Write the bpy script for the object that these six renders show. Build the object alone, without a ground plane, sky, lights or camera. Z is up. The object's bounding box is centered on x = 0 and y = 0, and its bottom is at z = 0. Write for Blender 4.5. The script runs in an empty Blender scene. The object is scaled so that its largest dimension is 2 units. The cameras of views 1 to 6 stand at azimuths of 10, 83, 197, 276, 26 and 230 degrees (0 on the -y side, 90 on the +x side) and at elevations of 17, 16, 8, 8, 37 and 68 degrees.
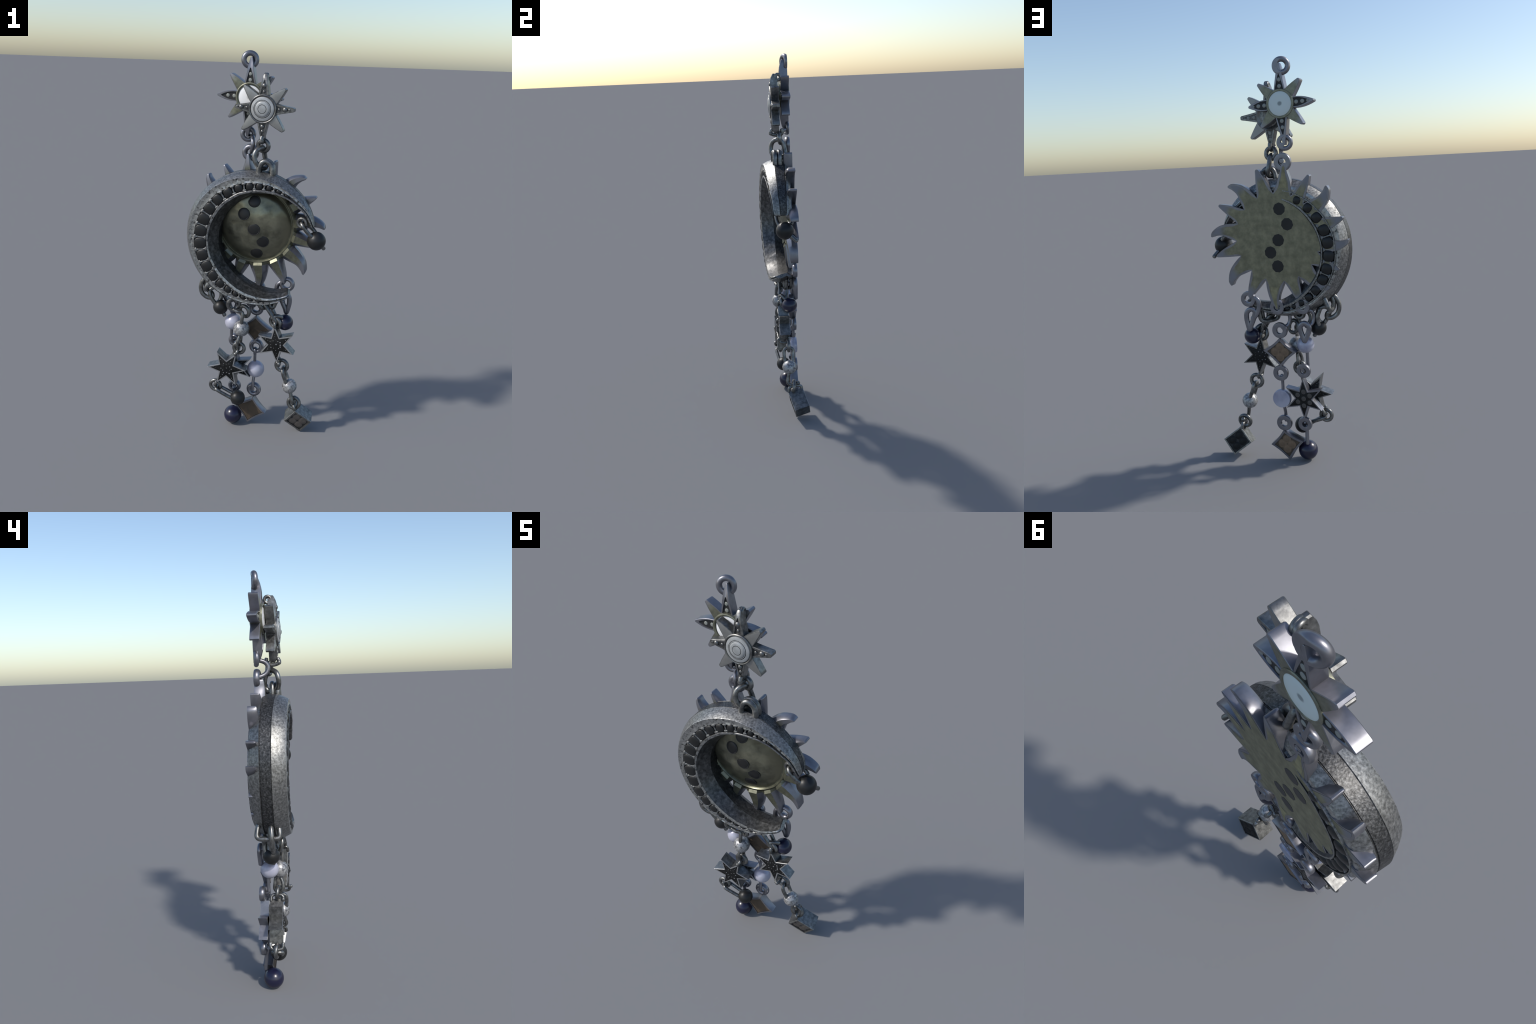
# A pair of hanging earrings: a flaming sun with its chains behind, a jewelled crescent moon with its chains in front.
import bpy, bmesh, math, random
from math import sin, cos, pi, radians, hypot, atan2
from mathutils import Vector, Matrix, noise

random.seed(7)
V3 = Vector

# ------------------------------------------------------------------ helpers
def lerp(a, b, t): return a + (b - a) * t

def table(x, pts):
    """piecewise-linear lookup with smooth-ish knots; pts = [(key, value...)]"""
    if x <= pts[0][0]: return pts[0][1:]
    for p, q in zip(pts, pts[1:]):
        if x <= q[0]:
            t = (x - p[0]) / (q[0] - p[0])
            return tuple(lerp(a, b, t) for a, b in zip(p[1:], q[1:]))
    return pts[-1][1:]

def new_empty(name, label, category):
    o = bpy.data.objects.new(name, None)
    bpy.context.scene.collection.objects.link(o)
    o["label"] = label
    o["category"] = category
    return o

def mesh_data(name, verts, faces, mats, slots=None, angle=40, fix=True):
    me = bpy.data.meshes.new(name)
    me.from_pydata([tuple(v) for v in verts], [], faces)
    for m in mats: me.materials.append(m)
    if slots:
        me.polygons.foreach_set("material_index", slots)
    if fix:
        bm = bmesh.new(); bm.from_mesh(me)
        bmesh.ops.recalc_face_normals(bm, faces=bm.faces)
        bm.to_mesh(me); bm.free()
    me.polygons.foreach_set("use_smooth", [True] * len(me.polygons))
    me.set_sharp_from_angle(angle=radians(angle))
    me.update()
    return me

def put(name, me, parent, matrix=None):
    o = bpy.data.objects.new(name, me)
    bpy.context.scene.collection.objects.link(o)
    o.parent = parent
    if matrix is not None: o.matrix_local = matrix
    return o

def frame(origin, rz=0.0, tilt=None):
    return Matrix.Translation(V3(origin)) @ Matrix.Rotation(rz, 4, 'Z')

# --- outlines -------------------------------------------------------------
def inset(poly, d):
    """mitred inset of a counter-clockwise outline"""
    n = len(poly); out = []
    for i in range(n):
        p0, p1, p2 = V3((*poly[i-1], 0)), V3((*poly[i], 0)), V3((*poly[(i+1) % n], 0))
        e1, e2 = (p1 - p0).normalized(), (p2 - p1).normalized()
        n1, n2 = V3((-e1.y, e1.x, 0)), V3((-e2.y, e2.x, 0))
        b = n1 + n2
        if b.length < 1e-5: b = n1
        b.normalize()
        k = max(0.33, b.dot(n1))
        q = p1 + b * (d / k)
        out.append((q.x, q.y))
    return out

def plate(name, outline, rings, mats, caps=(0, 0), slot=None, warp=None, angle=35):
    """stack of inset copies of an outline: rings = [(y, inset)], back to front"""
    n = len(outline); verts = []; faces = []; slots = []
    for y, d in rings:
        for (x, z) in (d if isinstance(d, list) else inset(outline, d) if d else outline):
            verts.append((x, y, z))
    for k in range(len(rings) - 1):
        for i in range(n):
            j = (i + 1) % n
            faces.append((k*n+i, k*n+j, (k+1)*n+j, (k+1)*n+i))
            slots.append(slot[k] if slot else 0)
    faces.append(tuple(range(n))[::-1]); slots.append(caps[0])
    m = (len(rings) - 1) * n
    faces.append(tuple(range(m, m + n))); slots.append(caps[1])
    if warp: verts = [warp(V3(v)) for v in verts]
    return mesh_data(name, verts, faces, mats, slots, angle)

def lathe(name, prof, mats, n=64, slot=None, angle=35, warp=None):
    """profile [(radius, y)] turned round the y axis; ends closed when the radius is 0"""
    verts = []; faces = []; slots = []; idx = []
    for r, y in prof:
        if r < 1e-6:
            idx.append([len(verts)]); verts.append((0, y, 0))
        else:
            s = len(verts); idx.append(list(range(s, s + n)))
            for i in range(n):
                a = 2 * pi * i / n
                verts.append((r * cos(a), y, r * sin(a)))
    for k in range(len(prof) - 1):
        A, B = idx[k], idx[k+1]
        for i in range(n):
            j = (i + 1) % n
            if len(A) == 1: faces.append((A[0], B[j], B[i]))
            elif len(B) == 1: faces.append((A[i], A[j], B[0]))
            else: faces.append((A[i], A[j], B[j], B[i]))
            slots.append(slot[k] if slot else 0)
    if warp: verts = [warp(V3(v)) for v in verts]
    return mesh_data(name, verts, faces, mats, slots, angle)

def catmull(pts, closed, sub=8):
    pts = [V3(p) for p in pts]; n = len(pts); out = []
    segs = n if closed else n - 1
    for i in range(segs):
        if closed: p0, p1, p2, p3 = pts[i-1], pts[i], pts[(i+1) % n], pts[(i+2) % n]
        else: p0, p1, p2, p3 = pts[max(i-1, 0)], pts[i], pts[i+1], pts[min(i+2, n-1)]
        for k in range(sub):
            t = k / sub
            out.append(0.5 * ((2*p1) + (p2-p0)*t + (2*p0-5*p1+4*p2-p3)*t*t + (3*p1-p0-3*p2+p3)*t**3))
    if not closed: out.append(pts[-1])
    return out

def tube(name, pts, r, mats, closed=False, smooth=True, clamp=None, sides=14, sub=8, flat=None):
    """round wire along a path; clamp = y level of the flat back; flat = (a,b) factors for an oval wire"""
    path = catmull(pts, closed, sub) if smooth else [V3(p) for p in pts]
    n = len(path); verts = []; faces = []
    T = []
    for i in range(n):
        a = path[i-1] if (closed or i) else path[i]
        b = path[(i+1) % n] if (closed or i < n-1) else path[i]
        T.append((b - a).normalized())
    ref = V3((0, 1, 0)) if abs(T[0].y) < 0.9 else V3((1, 0, 0))
    N = (ref - T[0] * ref.dot(T[0])).normalized()
    frames = []
    for i in range(n):
        N = (N - T[i] * N.dot(T[i])).normalized()
        frames.append((N.copy(), T[i].cross(N)))
    twist = 0
    if closed:
        N0 = (N - T[0] * N.dot(T[0])).normalized()
        twist = atan2(N0.dot(frames[0][1]), N0.dot(frames[0][0]))
    def sect(c, fr, rad, rot):
        a, b = fr; f0, f1 = flat or (1, 1)
        for s in range(sides):
            w = 2 * pi * s / sides + rot
            verts.append(c + a * (cos(w) * rad * f0) + b * (sin(w) * rad * f1))
    rows = []
    def row(*a):
        s = len(verts); sect(*a); rows.append(s)
    if not closed:
        for k in (0.25, 0.7): 
            row(path[0] - T[0] * r * (1 - k) * 0.75, frames[0], r * math.sqrt(max(0.0, 1 - (1-k)**2)), 0)
    for i in range(n):
        row(path[i], frames[i], r, -twist * i / n)
    if not closed:
        for k in (0.7, 0.25):
            row(path[-1] + T[-1] * r * (1 - k) * 0.75, frames[-1], r * math.sqrt(max(0.0, 1 - (1-k)**2)), 0)
    m = len(rows)
    for k in range(m if closed else m - 1):
        A, B = rows[k], rows[(k+1) % m]
        for s in range(sides):
            t = (s + 1) % sides
            faces.append((A+s, A+t, B+t, B+s))
    if not closed:
        faces.append(tuple(range(rows[0], rows[0]+sides))[::-1])
        faces.append(tuple(range(rows[-1], rows[-1]+sides)))
    if clamp is not None:
        for v in verts:
            if v.y > clamp: v.y = clamp + (v.y - clamp) * 0.02
    return mesh_data(name, verts, faces, mats, None, 50)

def circle(c, R, n=28, ax=(1, 0, 0), az=(0, 0, 1), sx=1.0, sz=1.0):
    c, ax, az = V3(c), V3(ax).normalized(), V3(az).normalized()
    return [c + ax * (R * sx * cos(2*pi*i/n)) + az * (R * sz * sin(2*pi*i/n)) for i in range(n)]

def ball(name, r, mats, squash=1.0, clamp=None, seg=40):
    bm = bmesh.new()
    bmesh.ops.create_uvsphere(bm, u_segments=seg, v_segments=seg // 2, radius=r)
    for v in bm.verts:
        v.co.z *= squash
        if clamp is not None and v.co.y > clamp: v.co.y = clamp + (v.co.y - clamp) * 0.02
    me = bpy.data.meshes.new(name); bm.to_mesh(me); bm.free()
    for m in mats: me.materials.append(m)
    me.polygons.foreach_set("use_smooth", [True] * len(me.polygons))
    if clamp is not None: me.set_sharp_from_angle(angle=radians(35))
    return me

# ------------------------------------------------------------------ materials
def ramp(nt, fac, stops):
    r = nt.nodes.new("ShaderNodeValToRGB")
    while len(r.color_ramp.elements) < len(stops): r.color_ramp.elements.new(0.5)
    for e, (p, c) in zip(r.color_ramp.elements, stops):
        e.position = p; e.color = (*c, 1)
    nt.links.new(fac, r.inputs[0])
    return r.outputs[0]

def base_mat(name, rough, metal, spec=0.5):
    m = bpy.data.materials.new(name); m.use_nodes = True
    nt = m.node_tree; b = nt.nodes["Principled BSDF"]
    b.inputs["Roughness"].default_value = rough
    b.inputs["Metallic"].default_value = metal
    b.inputs["Specular IOR Level"].default_value = spec
    tc = nt.nodes.new("ShaderNodeTexCoord")
    return m, nt, b, tc.outputs["Object"]

def tex(nt, vec, scale, detail=4, rough=0.6, stretch=None):
    if stretch:
        mp = nt.nodes.new("ShaderNodeMapping"); mp.inputs["Scale"].default_value = stretch
        nt.links.new(vec, mp.inputs[0]); vec = mp.outputs[0]
    n = nt.nodes.new("ShaderNodeTexNoise")
    n.inputs["Scale"].default_value = scale; n.inputs["Detail"].default_value = detail; n.inputs["Roughness"].default_value = rough
    nt.links.new(vec, n.inputs["Vector"])
    return n.outputs["Fac"]

def bump(nt, b, h, strength, dist=0.002):
    n = nt.nodes.new("ShaderNodeBump")
    n.inputs["Strength"].default_value = strength; n.inputs["Distance"].default_value = dist
    nt.links.new(h, n.inputs["Height"]); nt.links.new(n.outputs[0], b.inputs["Normal"])

def grainy(name, stops, scale, rough, metal, spec=0.5, bmp=0.0, detail=4, stretch=None, rvar=0.0, coat=0.0):
    m, nt, b, ob = base_mat(name, rough, metal, spec)
    f = tex(nt, ob, scale, detail, 0.6, stretch)
    nt.links.new(ramp(nt, f, stops), b.inputs["Base Color"])
    if bmp: bump(nt, b, f, bmp)
    if rvar:
        mr = nt.nodes.new("ShaderNodeMapRange")
        mr.inputs[3].default_value = rough - rvar; mr.inputs[4].default_value = rough + rvar
        nt.links.new(f, mr.inputs[0]); nt.links.new(mr.outputs[0], b.inputs["Roughness"])
    b.inputs["Coat Weight"].default_value = coat
    return m

def g(v, tint=(1, 1, 1)): return tuple(v * t for t in tint)

WARM = (1.0, 1.0, 0.97); COOL = (0.98, 0.98, 1.08)
M_silver = grainy("worn_silver", [(0.32, g(.11, WARM)), (0.5, g(.22, WARM)), (0.72, g(.36, WARM))], 105, 0.44, 0.85, bmp=0.4, rvar=.07)
M_satin = grainy("satin_silver", [(0.3, g(.27, WARM)), (0.7, g(.33, WARM))], 30, 0.42, 0.8, bmp=0.1)
M_deep = grainy("deep_silver", [(0.35, g(.025)), (0.55, g(.05)), (0.8, g(.10))], 90, 0.5, 0.7, bmp=0.4)
M_rim = grainy("engraved_silver", [(0.34, g(.07, WARM)), (0.41, g(.27, WARM)), (0.7, g(.46, WARM))], 75, 0.36, 0.85, bmp=0.6, rvar=.08, detail=2)
M_edge = grainy("pale_edge", [(0.3, g(.34)), (0.7, g(.48))], 60, 0.38, 0.8, bmp=0.1)  # lighter frame metal for the thin bright rims of the star charms
M_oxide = grainy("oxidised_band", [(0.36, g(.035)), (0.56, g(.09)), (0.76, g(.20))], 125, 0.46, 0.8, bmp=0.5, rvar=.1, detail=3)
M_inner = grainy("dark_silver", [(0.35, g(.06)), (0.55, g(.12)), (0.78, g(.22))], 60, 0.42, 0.8, bmp=0.4, rvar=.1, detail=3)
M_wire = grainy("aged_wire", [(0.35, g(.11, WARM)), (0.6, g(.23, WARM)), (0.78, g(.36, WARM))], 45, 0.36, 0.85, bmp=0.15, rvar=.06)
M_steel = grainy("smooth_steel", [(0.35, g(.20, COOL)), (0.65, g(.26, COOL))], 22, 0.37, 0.85, bmp=0.05, rvar=.03)
M_void = grainy("dark_recess", [(0.3, g(.012)), (0.7, g(.03))], 40, 0.6, 0.2)
M_stone = grainy("black_stone", [(0.3, g(.010)), (0.7, g(.015))], 12, 0.42, 0.0, spec=.4)
M_inlay = grainy("black_enamel", [(0.45, g(.004)), (0.64, g(.012)), (0.80, g(.045))], 70, 0.55, 0.0, spec=.3)
M_navy = grainy("navy_bead", [(0.3, (.007, .008, .026)), (0.7, (.012, .012, .038))], 8, 0.28, 0.0, spec=.6)
M_pearl = grainy("lilac_pearl", [(0.3, (.27, .27, .36)), (0.5, (.42, .42, .51)), (0.7, (.50, .50, .57))], 9, 0.32, 0.15, spec=.6)
M_speckle = grainy("speckled_silver_bead", [(0.36, g(.12, COOL)), (0.5, g(.34)), (0.72, g(.52))], 85, 0.42, 0.55, bmp=0.4, rvar=.06)
M_white = grainy("white_enamel", [(0.2, g(.78)), (0.8, g(.84))], 6, 0.35, 0.0)
M_dot = grainy("pale_dot", [(0.3, (.22, .23, .21)), (0.7, (.31, .32, .29))], 30, 0.5, 0.2)
M_spark = grainy("dark_dot", [(0.3, g(.10)), (0.7, g(.30))], 90, 0.4, 0.5)
M_cream = grainy("ringed_disc_grey", [(0.35, (.30, .31, .31)), (0.7, (.42, .43, .43))], 30, 0.42, 0.25)
M_brown = grainy("brown_velvet", [(0.3, (.056, .040, .026)), (0.7, (.085, .060, .039))], 50, 0.75, 0.0, bmp=0.3)
M_pebble = grainy("grey_pebble", [(0.3, (.062, .054, .048)), (0.7, (.098, .086, .078))], 40, 0.6, 0.1)
M_umber = grainy("umber_pebble", [(0.3, (.14, .092, .055)), (0.7, (.22, .145, .09))], 40, 0.7, 0.0)

def radial_mat(name, inner, outer, r0, r1, rough, metal, gr=40, var=.25, bmp=.1):
    """colour fades from inner to outer with the distance from the y axis of the part"""
    m, nt, b, ob = base_mat(name, rough, metal)
    sp = nt.nodes.new("ShaderNodeSeparateXYZ"); nt.links.new(ob, sp.inputs[0])
    cb = nt.nodes.new("ShaderNodeCombineXYZ")
    nt.links.new(sp.outputs[0], cb.inputs[0]); nt.links.new(sp.outputs[2], cb.inputs[2])
    ln = nt.nodes.new("ShaderNodeVectorMath"); ln.operation = 'LENGTH'; nt.links.new(cb.outputs[0], ln.inputs[0])
    f = tex(nt, ob, gr, 4)
    ad = nt.nodes.new("ShaderNodeMath"); ad.operation = 'MULTIPLY_ADD'
    nt.links.new(f, ad.inputs[0]); ad.inputs[1].default_value = (r1 - r0) * 0.8; nt.links.new(ln.outputs["Value"], ad.inputs[2])
    mr = nt.nodes.new("ShaderNodeMapRange"); mr.interpolation_type = 'SMOOTHSTEP'
    k = (r1 - r0) * 0.4
    mr.inputs[1].default_value = r0 + k; mr.inputs[2].default_value = r1 + k
    nt.links.new(ad.outputs[0], mr.inputs[0])
    lo, hi = tuple(c * (1 - var) for c in inner), tuple(c * (1 + var) for c in inner)
    a = ramp(nt, f, [(0.35, lo), (0.68, hi)])
    mx = nt.nodes.new("ShaderNodeMix"); mx.data_type = 'RGBA'
    nt.links.new(mr.outputs[0], mx.inputs[0]); nt.links.new(a, mx.inputs[6]); mx.inputs[7].default_value = (*outer, 1)
    nt.links.new(mx.outputs[2], b.inputs["Base Color"])
    bump(nt, b, f, bmp)
    return m

OLIVE = (.165, .165, .118)
M_olive = radial_mat("olive_gilt", OLIVE, g(.24, COOL), .275, .325, 0.38, 0.75)
M_olive_back = radial_mat("olive_patina", (.225, .210, .135), g(.22, COOL), .268, .312, 0.55, 0.5, gr=26)
M_olive_long = radial_mat("olive_patina_long", (.265, .238, .132), g(.22, COOL), .9, 1.0, 0.65, 0.15, gr=26)
M_olive_small = radial_mat("olive_star", (.20, .20, .15), g(.26, COOL), .105, .145, 0.38, 0.7)
M_dome = radial_mat("hammered_olive_dome", (.20, .195, .14), (.17, .16, .11), .10, .19, 0.29, 0.75, gr=13, var=.45, bmp=.9)
M_backdisc = radial_mat("pale_disc", (.26, .30, .30), (.62, .69, .67), .006, .014, 0.5, 0.0, var=.05)
M_whitedisc = radial_mat("white_disc", (.5, .5, .5), (.82, .82, .82), .006, .016, 0.3, 0.0, var=.03, gr=12)

# ------------------------------------------------------------------ frames of the two earrings
SUN_ROT = -math.atan(0.0735)
SUN_O = V3((0, .0672, 0))
F_sun = Matrix.Translation(SUN_O) @ Matrix.Rotation(SUN_ROT, 4, 'Z')
F_sun_inv = F_sun.inverted()
def sl(x, y, z):
    """world point -> sun-earring frame (back plane is y=0, front is -y)"""
    return F_sun_inv @ V3((x, y, z))
def sb(x, z, d=0.0):
    """point of the sun earring's flat back at world x, height z, d metres forward"""
    return V3((x / cos(SUN_ROT), -d, z))

sun_top = new_empty("sun_earring", "hanging earring with flaming olive sun, star stud and bead chains", "earring")
moon_top = new_empty("moon_earring", "hanging earring with jewelled silver crescent moon, star stud and charms", "earring")

def group(name, parent):
    o = bpy.data.objects.new(name, None)
    bpy.context.scene.collection.objects.link(o); o.parent = parent
    return o

# ------------------------------------------------------------------ sun earring: wire parts
def sun_ring(x, z, Ro, w, depth=.027, name="jump_ring", yaw=0.0):
    """round-wire ring of outer radius Ro and wire width w, ground flat on the back plane"""
    ax = V3((cos(radians(yaw)), sin(radians(yaw)), 0))
    pts = circle((0, 0, 0), Ro - w / 2, 40, ax)
    me = tube(name, pts, w / 2, [M_steel], closed=True, smooth=False, sides=20)
    k = depth * .62 / (w / 2)
    for v in me.vertices:
        y = (v.co.y * (k if not yaw else 1.05)) - depth * .38
        v.co.y = y if y < 0 else y * .02
    me.set_sharp_from_angle(angle=radians(50))
    put(name, me, sun_top, F_sun @ Matrix.Translation(sb(x, z)))

def sun_wire(pts, r, closed=False, name="link", clamp=0.0):
    c = sum((V3(p) for p in pts), V3()) / len(pts)
    me = tube(name, [V3(p) - c for p in pts], r, [M_steel], closed, clamp=clamp - c.y)
    put(name, me, sun_top, F_sun @ Matrix.Translation(c))

# top ring, whose upper arc is round wire
sun_ring(-.060, 1.9570, .0435, .0260, depth=.036, yaw=20)
sun_ring(-.060, 1.6045, .0395, .0225, depth=.032, yaw=14)
sun_ring(-.045, 1.5140, .0440, .0280, depth=.028)
sun_ring(.173, .8420, .0405, .0235)
sun_ring(.020, .8050, .0385, .0240)
sun_ring(.013, .6870, .0405, .0255)
sun_ring(.020, .4660, .0405, .0245)
sun_ring(.014, .2030, .0410, .0255)
sun_ring(-.112, .8130, .0390, .0245)
sun_ring(-.101, .4850, .0365, .0230)
sun_ring(-.097, .2080, .0365, .0235)
# half-round link joining the two upper rings
sun_wire([sb(-.052, 1.592, -.004), sb(-.036, 1.596, .022), sb(-.026, 1.585, .050), sb(-.022, 1.562, .062),
          sb(-.026, 1.536, .052), sb(-.036, 1.521, .026), sb(-.043, 1.520, -.004)], .0108)
# chain beside the moon tip: ring, S-link, teardrop, navy bead
sun_wire([sb(.150, .852, .010), sb(.126, .838, .010), sb(.118, .808, .010), sb(.127, .776, .010), sb(.144, .752, .010), sb(.156, .742, .010)], .0125)
sun_wire([sb(.160, .790, .010), sb(.184, .776, .010), sb(.190, .745, .010), sb(.183, .705, .010), sb(.176, .684, .010),
          sb(.168, .705, .010), sb(.150, .745, .010), sb(.142, .776, .010)], .0130, closed=True)
# middle chain
sun_wire([sb(.016, .790, .012), sb(-.020, .776, .034), sb(-.032, .745, .040), sb(-.024, .712, .034), sb(.002, .700, .014)], .0095)
sun_wire([sb(.019, .448, .010), sb(.016, .425, .016), sb(.016, .37, .016)], .0078)
sun_wire([sb(.015, .295, .016), sb(.013, .25, .028), sb(.013, .207, .030)], .0085)
sun_wire([sb(.016, .452, .010), sb(.017, .446, .026), sb(.016, .425, .022)], .0085)
# right-hand chain
sun_wire([sb(-.114, .795, .012), sb(-.146, .785, .034), sb(-.158, .755, .040), sb(-.148, .722, .034), sb(-.124, .712, .012)], .0095)
sun_wire([sb(-.116, .728, .010), sb(-.138, .714, .010), sb(-.138, .690, .010), sb(-.121, .652, .010), sb(-.114, .640, .010),
          sb(-.108, .652, .010), sb(-.095, .690, .010), sb(-.096, .714, .010)], .0130, closed=True)
sun_wire([sb(-.112, .575, .045), sb(-.113, .52, .045), sb(-.112, .497, .045), sb(-.104, .488, .02), sb(-.101, .488, -.003)], .0082)
sun_wire([sb(-.094, .215, .012), sb(-.098, .200, .030), sb(-.100, .17, .022), sb(-.101, .10, .016)], .0095)

# beads
def bead(name, mat, r, world, parent, squash=1.0, M=None):
    me = ball(name, r, [mat], squash)
    return put(name, me, parent, Matrix.Translation(V3(world)) @ (M or Matrix()))
bead("navy_bead", M_navy, .0432, (.175, .006, .642), sun_top, .97)
bead("navy_bead", M_navy, .0494, (-.095, .021, .0500), sun_top)
bead("pearl", M_pearl, .0440, (-.107, .024, .609), sun_top)
pm = ball("pearl", .0475, [M_pearl], 1.0, clamp=.014)
put("pearl", pm, sun_top, F_sun @ Matrix.Translation(sb(.022, .331, .0145)))

# square charms: concave-sided steel frame, brown inlay on both faces
def square_charm(corners, thick):
    cx = sum(c[0] for c in corners) / 4; cz = sum(c[1] for c in corners) / 4
    def outline(bow):
        out = []
        for i in range(4):
            a, b = corners[i], corners[(i + 1) % 4]
            for k in range(6):
                t = k / 6; s = 4 * t * (1 - t) * bow
                x, z = lerp(a[0], b[0], t), lerp(a[1], b[1], t)
                out.append((lerp(x, cx, s) - cx, lerp(z, cz, s) - cz))
        return out
    corners = [(cx + (x - cx) * 1.02, cz + (z - cz) * 1.02) for x, z in corners]
    o = outline(.085)
    F = F_sun @ Matrix.Translation(sb(cx, cz))
    grp = group("square_charm", sun_top); grp.matrix_local = F
    fr = plate("frame", o, [(-.006, .0118), (-.006, .0115), (0, .0110), (0, .0005), (-.001, 0), (-thick + .0015, 0), (-thick, .0008), (-thick, .0090), (-thick + .006, .0095)],
               [M_steel, M_void, M_edge], caps=(1, 1), slot=[1, 1, 0, 0, 0, 0, 0, 1], angle=30)
    put("frame", fr, grp)
    fi = plate("inlay", inset(o, .0096), [(-thick + .007, 0), (-thick + .003, 0), (-thick + .0022, .001)], [M_brown])
    put("inlay", fi, grp)
    bi = plate("inlay", inset(o, .0112), [(-.0015, .0006), (-.003, 0), (-.007, 0)], [M_brown])
    put("inlay", bi, grp)
    # four flattened pebbles pressed into the back inlay
    peb = ball("pebble", .026, [M_umber], 1.0, seg=24)
    for dx, dz in ((.025, 0), (-.025, 0), (0, .025), (0, -.025)):
        put("pebble", peb, grp, Matrix.Translation((dx, -.0022, dz)) @ Matrix.Diagonal((.92, .075, .92, 1)))
square_charm([(.016, .648), (-.069, .580), (.015, .500), (.104, .579)], .036)
square_charm([(.019, .165), (-.085, .114), (-.009, .009), (.089, .082)], .047)

# six-pointed star charms
def star_outline(R, r, rot, n=6):
    out = []
    for k in range(2 * n):
        a = rot + pi * k / n; q = R if k % 2 == 0 else r
        out.append((q * sin(-a), q * cos(-a)))
    return out
def star_charm(F, R, r, rot, thick, parent, metal, seed, backdots=True):
    o = star_outline(R, r, rot)
    grp = group("star_charm", parent); grp.matrix_local = F
    y0, y1 = thick / 2, -thick / 2
    w = .0058
    fr = plate("frame", o, [(y0 - .004, w + .0006), (y0, w), (y0, .0006), (y0 - .001, 0), (y1 + .0012, 0), (y1, .0007), (y1, w), (y1 + .004, w + .0006)],
               [metal, M_void, M_edge], caps=(1, 1), slot=[1, 0, 2, 0, 2, 2, 1], angle=30)
    put("frame", fr, grp)
    io = inset(o, w + .0002)
    put("inlay", plate("inlay", io, [(y1 + .005, 0), (y1 + .0028, 0), (y1 + .0022, .001)], [M_inlay]), grp)
    put("inlay", plate("inlay", io, [(y0 - .0022, .001), (y0 - .0028, 0), (y0 - .005, 0)], [M_inlay]), grp)
    rnd = random.Random(seed)
    dot = ball("dot", .0036, [M_spark], seg=12)
    spots = [(0, 0)]
    for k in range(6):
        a = rot + k * pi / 3
        spots.append((.030 * sin(-a), .030 * cos(-a)))
        for q in (.048, .060, .072):
            spots.append((q * sin(-a), q * cos(-a)))
        b = a + pi / 6
        spots.append((.024 * sin(-b), .024 * cos(-b)))
    for s, yy in ((1, y1 + .0022), (-1, y0 - .0022)):
        if s < 0 and not backdots: continue
        for (x, z) in spots:
            k = rnd.uniform(.25, 1.15) * (1 if hypot(x, z) < .04 else .6)
            put("dot", dot, grp, Matrix.Translation((x + rnd.uniform(-.003, .003), yy, z + rnd.uniform(-.003, .003))) @ Matrix.Diagonal((k, k * .55, k, 1)))
    return grp
gC = star_charm(F_sun @ Matrix.Translation(sb(-.0965, .3415, .0215)), .1070, .0460, 0, .043, sun_top, M_steel, 3, backdots=False)
for k in range(7):
    a = k * pi / 3; q = 0 if k == 6 else .036
    put("pebble", ball("pebble", .0125, [M_pebble], seg=18), gC, Matrix.Translation((q * sin(a), .0190, q * cos(a))) @ Matrix.Diagonal((1, .12, 1, 1)))

# ------------------------------------------------------------------ the sun
SUN_C = (0.0, 1.152)
F_disc = F_sun @ Matrix.Translation(sb(SUN_C[0], SUN_C[1]))
# per ray: angle at which it starts, seen from behind clockwise from the top; straight or flame
VAL = [2, 25.3, 49.4, 70.8, 94, 114.5, 138.5, 161.3, 187.2, 208.2, 232.7, 251.5, 273, 295, 318.6, 338, 362]
FLAME_A = [(.0, .217), (3.8, .268), (8, .312), (13.4, .346), (16.0, .354)]
FLAME_T = (18.0, .355)
FLAME_B = [(23.3, .217), (19.8, .253), (16.9, .290), (17.2, .325), (18.4, .347)]
STRAIGHT_A = [(.0, .217), (4.2, .255), (8.0, .300), (11.2, .336), (12.0, .342)]
STRAIGHT_T = (12.9, .344)
STRAIGHT_B = [(22.8, .217), (20.0, .247), (16.6, .295), (14.4, .333), (13.8, .341)]
TOP_A = [(.0, .217), (4.0, .270), (9.6, .320), (11.2, .345), (12.2, .359)]
TOP_T = (13.7, .362)
TOP_B = [(24, .217), (19.6, .255), (16.4, .315), (15.6, .345), (14.9, .359)]
LOW_A = [(.0, .217), (4.5, .268), (9.1, .315), (12.6, .342), (14.0, .356)]
LOW_T = (15.1, .360)
LOW_B = [(25.0, .217), (19.6, .263), (17.1, .297), (16.6, .338), (16.1, .356)]
def ray_kind(i):
    if i == 15: return TOP_A, TOP_T, TOP_B, 24
    if i == 7: return LOW_A, LOW_T, LOW_B, 25
    if i % 2 == 1 and i not in (15,): return FLAME_A, FLAME_T, FLAME_B, 23.3
    return STRAIGHT_A, STRAIGHT_T, STRAIGHT_B, 22.8

def dense(pts, m):
    """resample a polar side (angle, radius) smoothly"""
    c = catmull([V3((a, r * 100, 0)) for a, r in pts], False, m)
    return [(p.x, p.y / 100) for p in c]

def polar(a, r):
    t = radians(a); return V3((r * sin(t), 0, r * cos(t)))

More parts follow.
